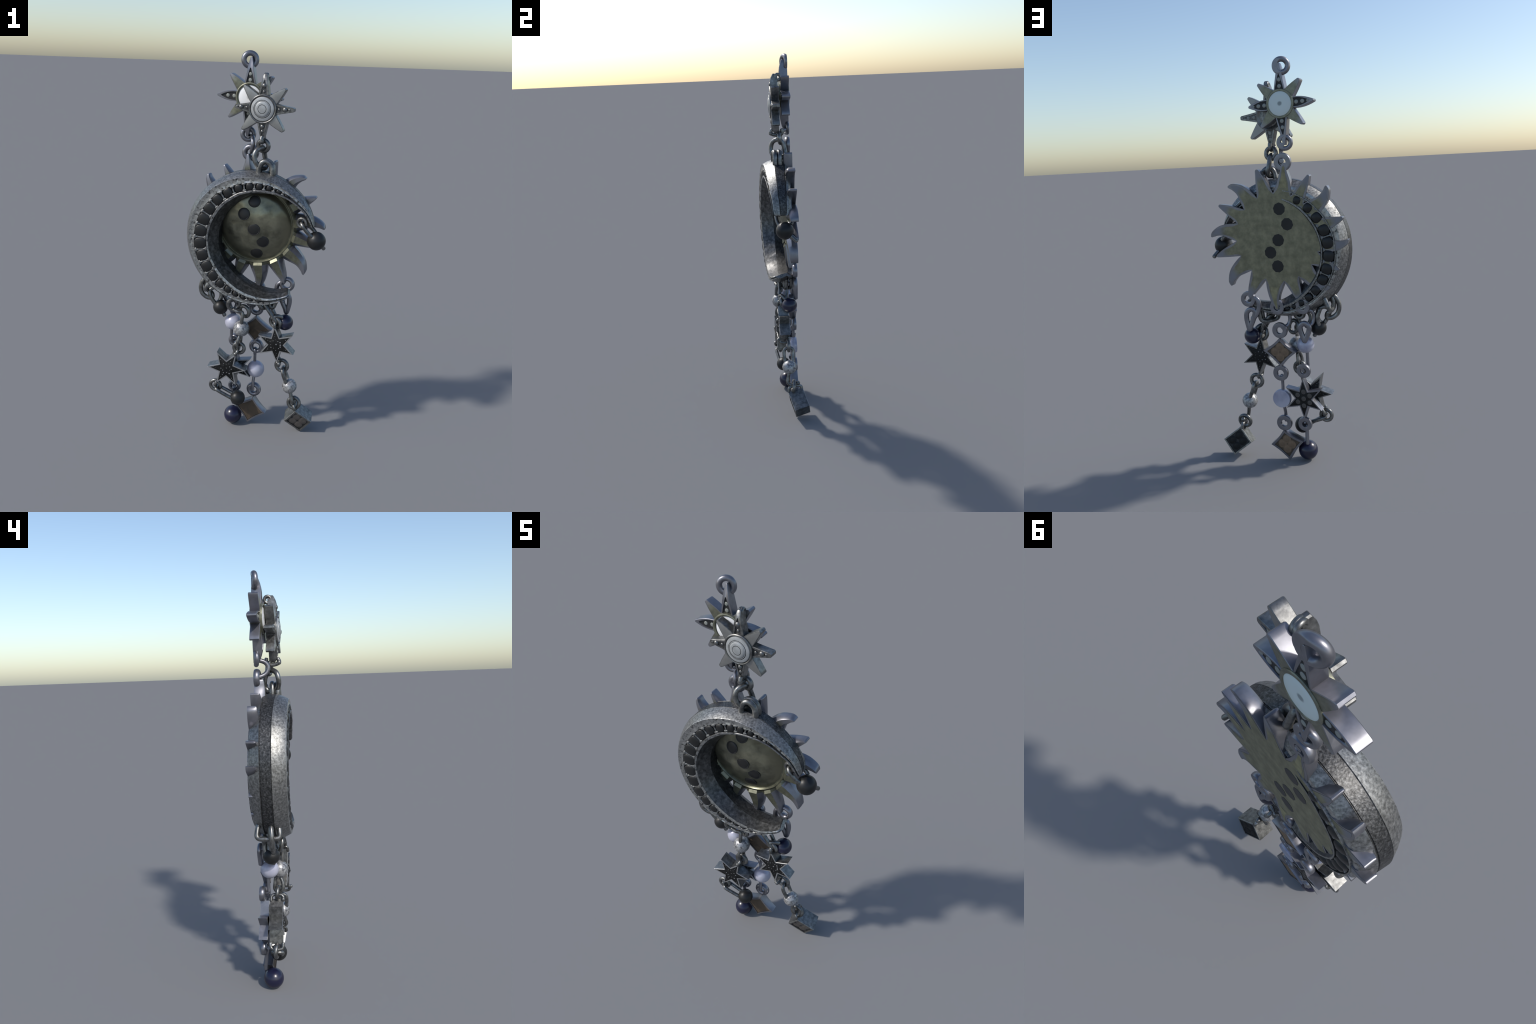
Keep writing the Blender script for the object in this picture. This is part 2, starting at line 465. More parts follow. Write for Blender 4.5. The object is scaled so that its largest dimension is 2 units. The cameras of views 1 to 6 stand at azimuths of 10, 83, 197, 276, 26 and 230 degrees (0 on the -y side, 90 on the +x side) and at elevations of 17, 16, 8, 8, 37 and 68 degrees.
def build_sun():
    # from behind, clockwise from top means +x first: x = r sin(a) directly in world x
    verts = []; faces = []; slots = []
    outline = []
    def add(p): verts.append(tuple(p)); return len(verts) - 1
    ED, RD, TIPD = .030, .0575, .034
    ridge_base = []
    for i in range(16):
        A, T, B, span = ray_kind(i)
        a0 = VAL[i]; k = (VAL[i + 1] - VAL[i]) / span
        sa = dense(A + [T], 5); sbk = dense(B + [T], 5)
        n = len(sa); rows = []
        for j in range(n):
            u = j / (n - 1)
            la, lr = a0 + sa[j][0] * k, sa[j][1]
            ra, rr = a0 + sbk[j][0] * k, sbk[j][1]
            L, R = polar(la, lr), polar(ra, rr)
            h = lerp(RD, TIPD + .003, u ** 0.8) if j < n - 1 else TIPD
            ed = lerp(ED, TIPD - .001, u)
            if j == n - 1:
                tip = add((L.x, -TIPD, L.z)); tb = add((L.x, 0, L.z)); row = [tb, tip]
            else:
                f1, f2 = (.26, .74)
                P1, P2 = L.lerp(R, f1), L.lerp(R, f2)
                row = [add((L.x, 0, L.z)), add((L.x, -ed, L.z)), add((P1.x, -h, P1.z)), add((P2.x, -h, P2.z)), add((R.x, -ed, R.z)), add((R.x, 0, R.z))]
            rows.append(row)
        for j in range(n - 2):
            p, q = rows[j], rows[j + 1]
            for c in range(5):
                faces.append((p[c], p[c+1], q[c+1], q[c])); slots.append(1 if c == 2 else 0)
        p, (tb, tip) = rows[n - 2], rows[n - 1]
        faces += [(p[0], p[1], tip, tb), (p[1], p[2], tip), (p[2], p[3], tip), (p[3], p[4], tip), (p[4], p[5], tb, tip)]
        slots += [0, 0, 1, 0, 0]
        # collar between the ray base and the rim of the disc
        base = rows[0]
        inner = []
        for vi in base[1:5]:
            x, y, z = verts[vi]; a = math.degrees(atan2(x, z))
            q = polar(a, .200); inner.append(add((q.x, -.0475, q.z)))
        for c in range(3):
            faces.append((base[1 + c], base[2 + c], inner[c + 1], inner[c])); slots.append(1)
        faces.append((inner[0], inner[1], inner[2], inner[3])) if False else None
        # back outline
        outline += [verts[r[0]] for r in rows[:-1]] + [verts[tb]] + [verts[r[5]] for r in rows[1:-1][::-1]]
    body = mesh_data("sun_rays", verts, faces, [M_steel, M_olive], slots, 28)
    bm = bmesh.new(); bm.from_mesh(body)
    bmesh.ops.remove_doubles(bm, verts=bm.verts, dist=.0004)
    bmesh.ops.recalc_face_normals(bm, faces=bm.faces)
    bm.to_mesh(body); bm.free()
    body.set_sharp_from_angle(angle=radians(42))
    grp = group("sun", sun_top); grp.matrix_local = F_disc
    put("rays", body, grp)
    # flat back: steel border, olive patina inside
    o2 = [(x, z) for x, y, z in outline]
    area = sum(o2[i-1][0] * o2[i][1] - o2[i][0] * o2[i-1][1] for i in range(len(o2)))
    if area < 0: o2 = o2[::-1]
    # drop repeated points
    cl = []
    for p in o2:
        if not cl or hypot(p[0] - cl[-1][0], p[1] - cl[-1][1]) > .0015: cl.append(p)
    me = plate("back_plate", cl, [(.0005, .0005), (-.004, .0005)], [M_steel], angle=30)
    put("back_plate", me, grp)
    # olive field: same ray scheme, drawn in shorter and narrower
    fld = []
    def at(seq, u):
        q = u * (len(seq) - 1); i0 = min(int(q), len(seq) - 2); w = q - i0
        return lerp(seq[i0][0], seq[i0+1][0], w), lerp(seq[i0][1], seq[i0+1][1], w)
    for i in range(16):
        A, T, B, span = ray_kind(i)
        a0 = VAL[i]; k = (VAL[i + 1] - VAL[i]) / span
        sa, sbk = dense(A + [T], 4), dense(B + [T], 4)
        reach = .66 if i % 2 else .74
        left, right = [], []
        for j in range(13):
            u = j / 12
            f = .17 * min(1, u / .2) if u < .7 else lerp(.17, .47, ((u - .7) / .3) ** 1.5)
            (aa, ar), (ba, br) = at(sa, u * reach), at(sbk, u * reach)
            for lst, q in ((left, f), (right, 1 - f)):
                lst.append((a0 + lerp(aa, ba, q) * k, lerp(ar, br, q) - .005 * (1 - u)))
        fld += left + right[::-1]
    fo = [(polar(a, r).x, polar(a, r).z) for a, r in fld]
    area = sum(fo[i-1][0] * fo[i][1] - fo[i][0] * fo[i-1][1] for i in range(len(fo)))
    if area < 0: fo = fo[::-1]
    put("olive_field", plate("olive_field", fo, [(.0012, 0), (-.002, 0)], [M_olive_back], angle=30), grp)
    for i, r1 in ((7, .352), (15, .345)):                # two rays keep their gilding to the tip
        A, T, B, span = ray_kind(i); a0 = VAL[i]; k = (VAL[i + 1] - VAL[i]) / span
        sa, sbk = dense(A + [T], 3), dense(B + [T], 3)
        side = []
        for f in (.28, .72):
            side.append([(a0 + lerp(p[0], q[0], f) * k, min(r1, lerp(p[1], q[1], f))) for p, q in zip(sa, sbk) if lerp(p[1], q[1], f) > .24])
        q = [(polar(a, r).x, polar(a, r).z) for a, r in side[0] + side[1][::-1][1:]]
        if sum(q[j-1][0] * q[j][1] - q[j][0] * q[j-1][1] for j in range(len(q))) < 0: q = q[::-1]
        put("olive_field", plate("olive_field", q, [(.0018, 0), (-.001, 0)], [M_olive_long], angle=30), grp)
    # domed face with a raised lip and a groove round it
    prof = [(.201, -.020), (.201, -.046), (.199, -.0485), (.195, -.0485), (.192, -.045), (.189, -.039), (.186, -.039), (.182, -.043)]
    for k in range(1, 15):
        r = .182 * (1 - k / 14)
        prof.append((r, -.050 - .045 * (1 - (r / .182) ** 2)))
    def wob(v):
        r = hypot(v.x, v.z)
        v.y -= (.087 * v.z - .080 * v.x) * (1 if r < .165 else max(.25, 1 - (r - .165) / .025))   # the dish leans
        if r < .181: v.y += .0045 * noise.noise(v * 11) * min(1, (.182 - r) / .03) + .0020 * noise.noise(v * 28) * min(1, (.182 - r) / .02)
        return v
    dm = lathe("dome", prof, [M_olive, M_dome], 120, slot=[0]*7 + [1]*14, warp=wob)
    put("dome", dm, grp)
    # black stones set right through: flush at the back, domed in a dark seat at the front
    st = lathe("black_stone", [(0, .0022), (.0300, .0022), (.0312, .0010), (.0312, -.02), (0, -.02)], [M_stone], 9)
    fs = ball("black_stone", 1.0, [M_stone], seg=32)
    seat = lathe("seat", [(.0275, .001), (.0275, -.0016), (.0300, -.0022), (.0318, -.0008), (.0322, .001)], [M_void], 36)
    for (x, z), (u, w) in zip(((-.0190, 1.292), (-.0560, 1.2178), (-.0062, 1.1403), (.0367, 1.0798), (.0020, 1.0115)),
                              ((.000, 1.284), (-.0485, 1.2175), (.0040, 1.1415), (.0475, 1.0760), (.0115, 1.0050))):
        put("black_stone", st, grp, Matrix.Translation((x, 0.0, z - SUN_C[1])) @ Matrix.Rotation(random.uniform(0, 6), 4, 'Y'))
        w -= SUN_C[1]; r = hypot(u, w)
        p = wob(V3((u, -.050 - .045 * (1 - (r / .182) ** 2), w)))
        nv = V3((2 * .045 * u / .182 ** 2, -1, 2 * .045 * w / .182 ** 2)).normalized()
        Q = V3((0, -1, 0)).rotation_difference(nv).to_matrix().to_4x4()
        put("black_stone", fs, grp, Matrix.Translation(p) @ Q @ Matrix.Diagonal((.0288, .0055, .0288, 1)))
        put("seat", seat, grp, Matrix.Translation(p) @ Q)
build_sun()

# ------------------------------------------------------------------ star studs
def ray_outline(hw, r0, r1, bulge, blunt, n=6):
    """half width hw at r0, tip at r1; bulge swells the flanks, blunt = half width of the tip"""
    R = []
    for k in range(n + 1):
        t = k / n
        w = lerp(hw, blunt, t) + bulge * 4 * t * (1 - t)
        R.append((w, lerp(r0, r1 - blunt * .5, t)))
    R.append((blunt * .55, r1))
    return R + [(-x, z) for x, z in R[::-1]]

def stud(rot, F, parent, metal, plain, card_r, card_hw, card_bulge, blunt, diag_r, y0, y1, dots, dotmat, backdots, border, short, inlay):
    grp = group("star_stud", parent); grp.matrix_local = F
    t = y1
    # plain diagonal rays
    dg = plate("ray", ray_outline(.0275, .058, diag_r, .0015, .0075), [(y0, .0015), (y0 - .0015, 0), (t + .002, 0), (t + .0005, .001), (t, .003)], [metal, plain], caps=(1, 1), angle=30)
    for a in rot[1]:
        put("ray", dg, grp, Matrix.Rotation(radians(a), 4, 'Y'))
    dot = ball("dot", 1.0, [dotmat], seg=18)
    bdot = ball("dot", 1.0, [M_dot], seg=18)
    for k, a in enumerate(rot[0]):                       # top, right (+x), bottom, left
        r1 = card_r[k]; hw = card_hw[k % 2]
        o = ray_outline(hw, .058, r1, card_bulge[k % 2], blunt[k])
        floor = ray_outline(hw - border, .058, r1 - short[k], card_bulge[k % 2], .0018)
        lip = ray_outline(hw - border + .0006, .0575, r1 - short[k] + .002, card_bulge[k % 2], .0024)
        def warp(v, r1=r1, taper=(k % 2 == 0)):
            if taper and v.y < 0:
                q = max(0, (v.z - .115) / (r1 - .115)); v.y += q * q * .016 * (v.y / t)
            return v
        me = plate("ray", o, [(y0 - .003, floor), (y0, lip), (y0, .0012), (y0 - .0015, 0), (t + .002, 0), (t, .0016), (t, lip), (t + .004, floor)],
                   [metal, inlay], caps=(1, 1), slot=[0]*7, warp=warp, angle=30)
        R = Matrix.Rotation(radians(a), 4, 'Y')
        put("ray", me, grp, R)
        for (rr, s, hgt) in dots[k]:
            p = warp(V3((0, t + .0035, rr)))
            put("dot", dot, grp, R @ Matrix.Translation(p) @ Matrix.Diagonal((s, hgt, s, 1)))
        for rr in (.080, .110, .137):
            if rr > r1 - short[k] - .006 + .008 * (k % 2): continue
            sz = backdots * (1 if rr < .12 else .75)
            put("dot", bdot, grp, R @ Matrix.Translation((0, y0 - .003, rr)) @ Matrix.Diagonal((sz, .003, sz, 1)))
    return grp

# the rear stud: white disc, flat pale dots
F_rear = F_sun @ Matrix.Translation(sb(-.0495, 1.7845))
gr = stud(((0, 92, 183.4, 272), (48, 136, 227, 317)), F_rear, sun_top, M_steel, M_olive_small, (.186, .161, .192, .164), (.0285, .0245), (.001, .0075), (.0050, .0055, .0055, .0055), .145,
          -.0005, -.046, (((.079, .0088, .0022), (.107, .0084, .0022)),) * 3 + (((.079, .0088, .0022), (.110, .0088, .0022)),), M_dot, .0098, .0060, (.052, .020, .050, .022), M_void)
put("bezel", lathe("bezel", [(0, .0008), (.0565, .0008), (.0575, .0016), (.0585, .003), (.0665, .003), (.0685, .0008), (.0690, -.050), (.0680, -.054), (.0640, -.0555), (.0605, -.054), (.0590, -.048), (0, -.046)],
    [M_olive_small, M_steel], slot=[0]*11), gr)
put("white_disc", lathe("white_disc", [(.057, -.044), (.057, -.047), (.052, -.0500), (.035, -.0530), (.015, -.0545), (0, -.0548)], [M_whitedisc]), gr)
put("pale_disc", lathe("pale_disc", [(0, .0022), (.030, .0022), (.0550, .0020), (.0565, .0010), (.0565, -.002)], [M_backdisc]), gr)
# wedge of metal that runs through the top ring


# the front stud: ringed grey disc, round beads
F_front = Matrix.Translation((.0255, -.0125, 1.7350)) @ Matrix.Rotation(-math.atan(.085), 4, 'Z')
gf = stud(((2, 89.5, 180, 273), (48, 135, 225, 318)), F_front, moon_top, M_wire, M_satin, (.162, .152, .150, .140), (.0270, .0265), (.0005, -.0005), (.0090, .0100, .0065, .0085), .143,
          .0165, -.0245, (((.080, .0068, .005), (.107, .0120, .010)), ((.079, .0068, .005), (.108, .0125, .010), (.129, .0070, .006)), ((.082, .0105, .008), (.105, .0075, .005)), ((.080, .0068, .005), (.108, .0115, .010), (.127, .0065, .005))), M_wire, .0092, .0088, (.030, .018, .022, .018), M_inner)
put("bezel", lathe("bezel", [(0, .015), (.050, .016), (.058, .020), (.064, .021), (.0675, .018), (.0680, -.026), (.0672, -.030), (.0640, -.0325), (.0605, -.031), (.0585, -.026), (0, -.024)], [M_wire]), gf)
put("ringed_disc", lathe("ringed_disc", [(.0575, -.022), (.0575, -.028), (.0555, -.0325), (.050, -.0345), (.0425, -.0355), (.0413, -.0335), (.0402, -.0355), (.0395, -.0372), (.0375, -.0375), (.0362, -.036), (.0345, -.0376), (.026, -.0390), (.0212, -.0393), (.0200, -.0372), (.0188, -.0396), (.010, -.0405), (0, -.0408)], [M_cream, M_void],
    slot=[0,0,0,0,1,1,0,0,1,0,0,0,1,1,0,0]), gf)
put("disc_back", lathe("disc_back", [(0, .0165), (.030, .0175), (.048, .0165), (.052, .014)], [M_silver]), gf)

def wire(pts, r, closed=False, name="link", mat=None, parent=None, flat=None, smooth=True):
    c = sum((V3(p) for p in pts), V3()) / len(pts)
    me = tube(name, [V3(p) - c for p in pts], r, [mat or M_wire], closed, flat=flat, smooth=smooth)
    return put(name, me, parent or moon_top, Matrix.Translation(c))
def ring(c, R, r, n=(0, 1, 0), name="jump_ring", sx=1, sz=1):
    n = V3(n).normalized(); ax = V3((0, 0, 1)).cross(n)
    if ax.length < .1: ax = V3((1, 0, 0))
    ax.normalize(); az = n.cross(ax)
    wire(circle(c, R, 32, ax, az, sx, sz), r, True, name, smooth=False)

# bail behind the front stud's upper ray
for xx in (.0255, .0335):
    ring((xx, .004, 1.878), .0150, .0082, (1, 0.08, 0), "bail")
wire([(.024, -.036, 1.604), (.0225, -.043, 1.588), (.022, -.030, 1.578), (.024, .000, 1.574), (.026, .020, 1.583), (.026, .018, 1.604)], .0095, name="hook")
bead("pin_head", M_wire, .0115, (.022, -.041, 1.585), moon_top)

# ------------------------------------------------------------------ crescent moon
MC = V3((0, 0, 1.081))
# angle (clockwise from the top seen from the front), outer band, rim, channel outer, channel inner, inner rim, inner band
STN = [(-217, .338, .334, .331, .328, .320, .311), (-212, .337, .331, .325, .322, .314, .304), (-205, .338, .329, .317, .314, .304, .292), (-198, .339, .327, .312, .308, .295, .279), (-183, .341, .319, .304, .291, .274, .254),
       (-165, .343, .316, .297, .270, .252, .224), (-150, .346, .315, .294, .256, .237, .204), (-130, .348, .315, .296, .242, .227, .193),
       (-110, .349, .317, .296, .236, .225, .187), (-90, .352, .324, .298, .235, .226, .185), (-70, .357, .333, .300, .237, .227, .187),
       (-50, .360, .338, .300, .245, .231, .194), (-28, .359, .338, .303, .257, .243, .208), (-5, .357, .335, .306, .270, .259, .237),
       (12, .353, .328, .308, .279, .268, .252), (24, .349, .323, .307, .290, .279, .268), (36, .344, .322, .308, .299, .291, .282),
       (48, .341, .326, .312, .309, .299, .292), (60, .335, .327, .319, .317, .305, .300), (71, .322, .319, .316, .315, .310, .307)]
Y_FRONT = [(-.36, -.080), (-.1, -.084), (.1, -.087), (.2, -.086), (.26, -.078), (.31, -.074)]
Y_BACK = [(-.36, .092), (-.2, .0845), (-.06, .0715), (0, .060), (.2, .023), (.31, .002)]
Y_BF = [(-.36, -.017), (-.2, -.019), (0, -.030), (.13, -.045), (.22, -.050), (.31, -.043)]
Y_BB = [(-.36, .036), (-.2, .038), (0, .030), (.2, .000), (.31, -.019)]
A0, A1 = STN[0][0], STN[-1][0]

def station(a):
    # smooth the table by averaging a small window
    s = [0] * 6
    for d in (-5, -2.5, 0, 2.5, 5):
        for i, v in enumerate(table(min(max(a + d, A0), A1), STN)): s[i] += v / 5
    return s
def ylook(t, x): return table(x, t)[0]
def moon_pt(a, r, y):
    t = radians(a); return V3((MC.x + r * sin(t), y, MC.z + r * cos(t)))

def moon_section(a):
    """closed list of (point, material slot of the strip that follows)"""
    band, rim, co, ci, ri, ib = station(a)
    t = radians(a); xm = .28 * sin(t)
    yf, yb, bf, bb = (ylook(T, xm) for T in (Y_FRONT, Y_BACK, Y_BF, Y_BB))
    if a < -198:                                   # the lower horn thins towards its end
        q = (-198 - a) / 20
        yf += .016 * q ** 1.4; bf += .006 * q ** 1.4; yb -= .006 * q; bb -= .004 * q
    w = max(.0008, (co - ci))
    dep = min(.016, w * .5)
    k = lerp(1, .965, max(0, min(1, (.30 - xm) / .5)))
    P = []
    low = .015 * (1 - cos(t)) / 2                 # the back edge sits a little higher than the front
    def add(r, y, s): P.append((r, y, s))
    add(band - low, bb, 1)
    add(band - low - .0030, bb - .0035, 1)
    add(band - low - .0030, bb - .0050, 1)
    add(band - low + .0006, bb - .0065, 1)
    add(band - low * .5 + .0004, lerp(bb, bf, .5), 1)
    add(band + .0004, bf + .004, 1)
    add(band - .0016, bf + .0025, 1)
    add(band, bf, 0)
    add(lerp(band, rim, .5) + .002, lerp(bf, yf, .5), 0)
    add(rim, yf + .0020, 2)
    m = rim - co
    add(rim - .0014, yf, 2)
    add(rim - m * .34, yf + .0008, 2)
    add(rim - m * .66, yf + .0008, 2)
    add(co + .0012, yf - .0005, 2)
    add(co, yf + .001, 4)
    add(co - w * .04, yf + dep, 4)
    add(ci + w * .04, yf + dep, 4)
    add(ci, yf - .004, 3)
    add(lerp(ci, ri, .25), yf - .0065, 2)
    add(lerp(ci, ri, .6), yf - .0055, 2)
    add(ri, yf - .003, 3)
    add(lerp(ri, ib, .5), lerp(yf, bf, .5), 3)
    add(ib, bf, 5)
    add(ib - .004, lerp(bf, bb, .5), 5)
    add(ib - .008, bb, 3)
    add(lerp(ri * k, ib - .008, .5), lerp(yb, bb, .5), 3)
    add(ri * k, yb - .003, 3)
    add(lerp(ci, ri, .6) * k, yb + .004, 0)
    add(ci * k, yb + .004, 4)
    add(ci * k + w * .04, yb - dep, 4)
    add(co * k - w * .04, yb - dep, 4)
    add(co * k, yb + .0045, 0)
    add(co * k + .0040, yb + .0045, 0)
    add(co * k + .005, yb - .003, 2)
    add(lerp(co, rim, .6) * k, yb - .001, 2)
    add(rim * k, yb - .004, 0)
    add(lerp(band - low, rim * k, .5) + .002, lerp(bb, yb, .5), 0)
    return P

def build_moon():
    N = 420; verts = []; faces = []; slots = []; m = None
    for i in range(N):
        a = lerp(A0, A1, i / (N - 1))
        sec = moon_section(a); m = len(sec)
        # soften the last degrees into a blunt tip
        e = min(i, N - 1 - i) / (N * .012)
        cr = sum(s[0] for s in sec) / m; cy = sum(s[1] for s in sec) / m
        sc = 1 if e >= 1 else (.72 + .28 * math.sqrt(max(0, 1 - (1 - e) ** 2)))
        for j, (r, y, s) in enumerate(sec):
            p = moon_pt(a, cr + (r - cr) * sc, cy + (y - cy) * sc)
            n1 = noise.noise(p * 22); n2 = noise.noise(p * 70 + V3((3, 1, 7)))
            amp = .0016 if 8 <= j <= 14 or 17 <= j <= 22 else .0008
            rad = V3((p.x - MC.x, 0, p.z - MC.z)).normalized()
            p = p + rad * (n1 * amp)
            if 11 <= j <= 12 or j in (18, 19): p.y += max(0, n2 - .08) * .004
            else: p.y += n1 * .0008
            verts.append(p)
    for i in range(N - 1):
        sec = moon_section(lerp(A0, A1, i / (N - 1)))
        for j in range(m):
            k = (j + 1) % m
            faces.append((i*m+j, i*m+k, (i+1)*m+k, (i+1)*m+j)); slots.append(sec[j][2])
    faces.append(tuple(range(m))[::-1]); faces.append(tuple(range((N-1)*m, N*m))); slots += [0, 0]
    me = mesh_data("crescent_body", [v - MC for v in verts], faces, [M_silver, M_oxide, M_rim, M_inner, M_void, M_deep], slots, 20)
    grp = group("crescent_moon", moon_top); grp.matrix_local = Matrix.Translation(MC)
    put("body", me, grp)
    stone = ball("black_stone", 1.0, [M_stone], seg=32)
    for v in stone.vertices:                            # squarish cushion cut
        h = hypot(v.co.x, v.co.z)
        if h > 1e-5:
            f = h / (abs(v.co.x) ** 2.7 + abs(v.co.z) ** 2.7) ** (1 / 2.7)
            v.co.x *= f; v.co.z *= f
    front = [33, 24.5, 15, 5.5, -4, -15, -27, -40, -53, -66.5, -80, -94, -107.5, -121, -133.5, -145, -155, -164, -172.5, -180.5, -188]
    back = [-24, -37.5, -51, -66, -80, -94, -108, -121, -135, -146, -156, -165, -173]
    def setrow(angs, side):
        kk = []
        for a in angs:
            band, rim, co, ci, ri, ib = station(a); xm = .28 * sin(radians(a))
            k = 1 if side < 0 else lerp(1, .965, max(0, min(1, (.30 - xm) / .5)))
            y = ylook(Y_FRONT, xm) + .0015 if side < 0 else ylook(Y_BACK, xm) - .004
            rc = (co + ci) / 2 * k; rr = (co - ci) / 2 * (1.0 if side < 0 else .90)
            ta = min(.0300, max(rr, .012))
            kk.append((a, rc, rr, y))
            p = moon_pt(a, rc, y) - MC
            M = Matrix.Translation(p) @ Matrix.Rotation(radians(a), 4, 'Y') @ Matrix.Diagonal((min(ta, .0290), min(.0085, ta * .5) if side < 0 else min(.012, ta * .6), rr * 1.03, 1))
            put("black_stone", stone, grp, M)
        for (a, rc, rr, y), (b, rc2, rr2, y2) in zip(kk, kk[1:]):
            mid = (a + b) / 2; r = (rc + rc2) / 2; h = (rr + rr2) / 2 * .95; yy = (y + y2) / 2 + .001 * (1 if side < 0 else -1)
            th = .0042 + .06 * h
            pts = [moon_pt(mid, r - h, yy) - MC, moon_pt(mid, r, yy + .003 * (1 if side < 0 else -1)) - MC, moon_pt(mid, r + h, yy) - MC]
            c = pts[1]
            put("prong", tube("prong", [q - c for q in pts], th, [M_silver], sides=8, sub=3), grp, Matrix.Translation(c))
            for q in (pts[0].lerp(c, .12), pts[2].lerp(c, .10)):
                put("prong_head", prong_head, grp, Matrix.Translation(q) @ Matrix.Rotation(radians(mid), 4, 'Y') @ Matrix.Diagonal((th * 2.2, th * 1.1, th * 1.3, 1)))
    prong_head = ball("prong_head", 1.0, [M_silver], seg=12)
    setrow(front, -1); setrow(back, 1)
build_moon()

# ------------------------------------------------------------------ moon earring: wires, beads, charms
# stud to crescent
ring((.026, .006, 1.5580), .0270, .0112, (.25, 1, 0.1))
wire([(.024, -.002, 1.550), (.002, -.026, 1.540), (-.009, -.037, 1.516), (-.003, -.039, 1.484), (.018, -.026, 1.456), (.038, .006, 1.450), (.040, .030, 1.468), (.032, .030, 1.500), (.028, .018, 1.535)], .0122, True)
for yy in (-.032, -.006):
    wire([(.014, yy, 1.415), (.014, yy, 1.448), (.026, yy, 1.478), (.050, yy + .002, 1.486), (.074, yy + .002, 1.468), (.082, yy, 1.435), (.082, yy, 1.405)], .0135, name="eyelet")

# tip of the crescent: eyelet, yoke, black bead with its pin
ring((.241, -.045, 1.198), .0225, .0085, (.3, 1, .1), "eyelet")
wire([(.296, -.052, 1.130), (.276, -.060, 1.150), (.250, -.062, 1.182), (.238, -.046, 1.196), (.243, -.020, 1.196), (.265, .006, 1.178), (.292, .014, 1.155), (.306, .010, 1.140)], .0100, name="yoke")
bead("black_bead", M_stone, .0470, (.315, -.027, 1.107), moon_top)
wire([(.322, -.015, 1.098), (.350, .028, 1.056)], .0108, name="pin", smooth=False)

# lower left: staple, long link, drop loop, black bead
wire([(-.222, .060, .850), (-.240, .066, .812), (-.246, .058, .796), (-.250, .030, .793), (-.250, -.012, .794), (-.247, -.034, .800), (-.240, -.038, .818), (-.222, -.034, .850)], .0118, name="staple")
wire([(-.240, .000, .862), (-.266, -.002, .842), (-.279, -.004, .805), (-.272, -.004, .768), (-.246, .000, .745), (-.220, .004, .744), (-.222, .008, .766), (-.246, .006, .786), (-.254, .004, .812), (-.248, .002, .842)], .0120, True)
wire([(-.192, .012, .706), (-.174, .020, .748), (-.180, .022, .784), (-.205, .014, .800), (-.230, .002, .786), (-.226, -.006, .754), (-.200, -.002, .712)], .0108, name="loop")
wire([(-.182, .034, .712), (-.178, .040, .752), (-.190, .036, .790)], .0105, name="loop")
bead("black_bead", M_stone, .0400, (-.174, .008, .693), moon_top)
wire([(-.168, .006, .682), (-.150, .001, .650)], .0108, name="pin", smooth=False)

# middle-left chain: staple, two rings, speckled bead, star, ring, black bead
wire([(-.098, -.010, .770), (-.092, -.012, .745), (-.074, -.008, .737), (-.056, -.004, .748), (-.052, -.002, .775)], .0110, name="staple")
ring((-.096, -.026, .732), .0305, .0105, (-.45, 1, .25), sz=1.15)
ring((-.040, -.012, .690), .0270, .0105, (.35, 1, .2), sz=1.15)
wire([(-.095, -.030, .700), (-.070, -.034, .692), (-.050, -.030, .690), (-.046, -.034, .672), (-.050, -.036, .630), (-.052, -.034, .600)], .0092, name="post")
bead("speckled_bead", M_speckle, .0430, (-.053, -.019, .593), moon_top)
wire([(-.056, -.020, .560), (-.066, -.034, .530), (-.070, -.036, .500), (-.068, -.024, .484), (-.064, -.005, .484), (-.060, .006, .500), (-.056, .000, .550)], .0088, name="post")
ring((-.064, -.011, .475), .0285, .0098, (.12, 1, 0))
F_E = Matrix.Translation((-.1265, -.004, .3555))
star_charm(F_E, .1070, .0465, radians(30), .065, moon_top, M_wire, 11)
def arch(pf, pb, out, r=.0078):
    pf, pb, out = V3(pf), V3(pb), V3(out)
    wire([pf, pf.lerp(pb, .06) + out * .75, pf.lerp(pb, .3) + out, pf.lerp(pb, .7) + out, pf.lerp(pb, .94) + out * .75, pb], r, name="loop")
arch((-.079, -.036, .441), (-.079, .025, .441), (.012, 0, .026))
arch((-.180, -.036, .268), (-.180, .025, .268), (-.012, 0, -.026))
bead("pin_head", M_wire, .0095, (-.079, -.034, .448), moon_top)
ring((-.192, -.004, .233), .0285, .0098, (.1, 1, 0))
wire([(-.090, -.020, .168), (-.168, -.030, .212), (-.182, -.024, .222), (-.184, -.002, .224), (-.176, .014, .220), (-.090, .006, .186)], .0098, name="yoke")
bead("black_bead", M_stone, .0410, (-.066, -.005, .1715), moon_top)

# right-hand chain: staple, link, ring, star, ring, speckled bead, ring, cube
wire([(.040, -.026, .772), (.044, -.030, .735), (.062, -.020, .722), (.100, .020, .722), (.118, .030, .738), (.122, .030, .778)], .0115, name="staple")
wire([(.118, .004, .775), (.116, .000, .735), (.104, -.004, .722), (.090, -.006, .735), (.086, -.006, .775)], .0115, name="staple")
wire([(.070, -.026, .742), (.094, -.034, .712), (.126, -.040, .668), (.136, -.030, .650), (.134, -.010, .656), (.112, .002, .700), (.088, .004, .738), (.072, -.010, .748)], .0100, True)
ring((.128, -.022, .648), .0300, .0100, (.5, 1, .25))
wire([(.112, -.040, .678), (.138, -.030, .688), (.158, -.016, .676), (.160, -.010, .662)], .0105, name="link")
F_F = Matrix.Translation((.1405, -.0245, .5335)) @ Matrix.Rotation(-math.atan(.073), 4, 'Z')
star_charm(F_F, .1055, .0460, radians(5.5), .058, moon_top, M_wire, 23)
arch((.131, -.053, .630), (.134, .004, .630), (-.003, 0, .026))
arch((.152, -.056, .437), (.155, .002, .437), (.006, 0, -.026))
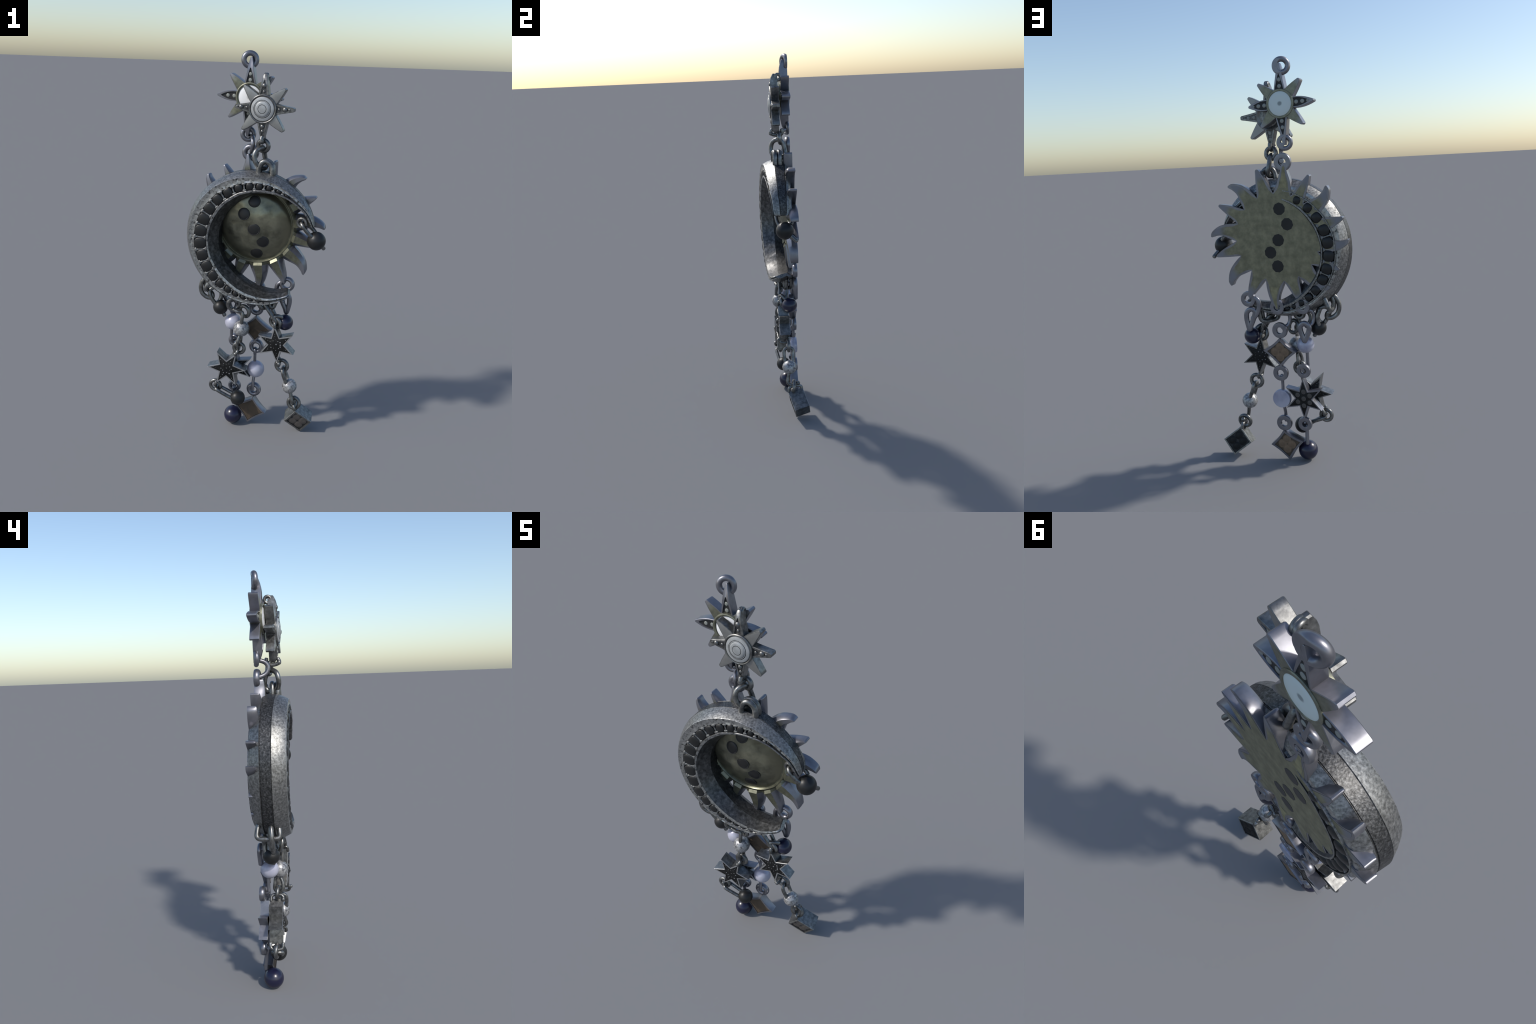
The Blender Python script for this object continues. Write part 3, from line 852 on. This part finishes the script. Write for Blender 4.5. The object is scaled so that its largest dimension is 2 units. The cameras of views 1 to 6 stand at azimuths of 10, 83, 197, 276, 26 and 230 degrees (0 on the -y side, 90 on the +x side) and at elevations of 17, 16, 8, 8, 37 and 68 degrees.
bead("pin_head", M_wire, .0090, (.161, -.062, .432), moon_top)
ring((.171, -.006, .397), .0310, .0102, (.12, 1, 0))
wire([(.205, -.032, .300), (.186, -.036, .352), (.180, -.030, .376), (.180, -.008, .386), (.183, .014, .378), (.190, .016, .352), (.212, .010, .300)], .0098, name="post")
bead("speckled_bead", M_speckle, .0405, (.2175, -.012, .2835), moon_top)
wire([(.224, -.014, .260), (.232, -.024, .222), (.238, -.028, .198), (.242, -.014, .185), (.244, .008, .184), (.246, .026, .192)], .0098, name="post")
bead("pin_head", M_wire, .0120, (.246, .030, .193), moon_top)
ring((.2455, .004, .176), .0300, .0102, (.10, 1, -.15))

# cube charm
T, Rr, B, L = V3((.255, -.034, .148)), V3((.343, -.005, .081)), V3((.294, .004, -.002)), V3((.201, -.008, .066))
e1 = ((Rr - T) + (B - L)) * .5; e2 = ((L - T) + (B - Rr)) * .5
nrm = e1.cross(e2).normalized()
if nrm.y < 0: nrm = -nrm
fc = (T + Rr + B + L) / 4
fc.z -= .0015
s1, s2, dp = e1.length * .99, e2.length * 1.0, .086
ax = e1.normalized(); az = -(e2 - ax * e2.dot(ax)).normalized()
yy = nrm
cube_c = fc + nrm * (dp / 2)
Fq = Matrix(((ax.x, yy.x, az.x, cube_c.x), (ax.y, yy.y, az.y, cube_c.y), (ax.z, yy.z, az.z, cube_c.z), (0, 0, 0, 1)))
gq = group("cube_charm", moon_top); gq.matrix_local = Fq
sq = [(-s1/2, -s2/2), (s1/2, -s2/2), (s1/2, s2/2), (-s1/2, s2/2)]
sqd = []
for i in range(4):
    for k in range(5): sqd.append((lerp(sq[i][0], sq[(i+1) % 4][0], k / 5), lerp(sq[i][1], sq[(i+1) % 4][1], k / 5)))
h = dp / 2
put("frame", plate("frame", sqd, [(h - .004, .0080), (h, .0074), (h, .0015), (h - .0015, 0), (-h + .0014, 0), (-h, .0010), (-h, .0095), (-h + .005, .0106)], [M_wire, M_void, M_satin], caps=(1, 1), slot=[1, 0, 2, 0, 2, 0, 1], angle=30), gq)
pb = ball("pebble", .0245, [M_pebble], seg=22)
pbd = ball("pebble", .021, [M_inlay], seg=22)
for dx in (-.021, .021):
    for dz in (-.018, .018):
        put("pebble", pb, gq, Matrix.Translation((dx, -h + .0048, dz)) @ Matrix.Diagonal((.98, .14, .84, 1)))
        put("pebble", pbd, gq, Matrix.Translation((dx, h - .004, dz)) @ Matrix.Diagonal((1.02, .14, .92, 1)))
tp = V3((.2540, -.026, .150))
arch(tp, tp + V3((-.004, .076, .004)), (-.006, 0, .024), .0085)
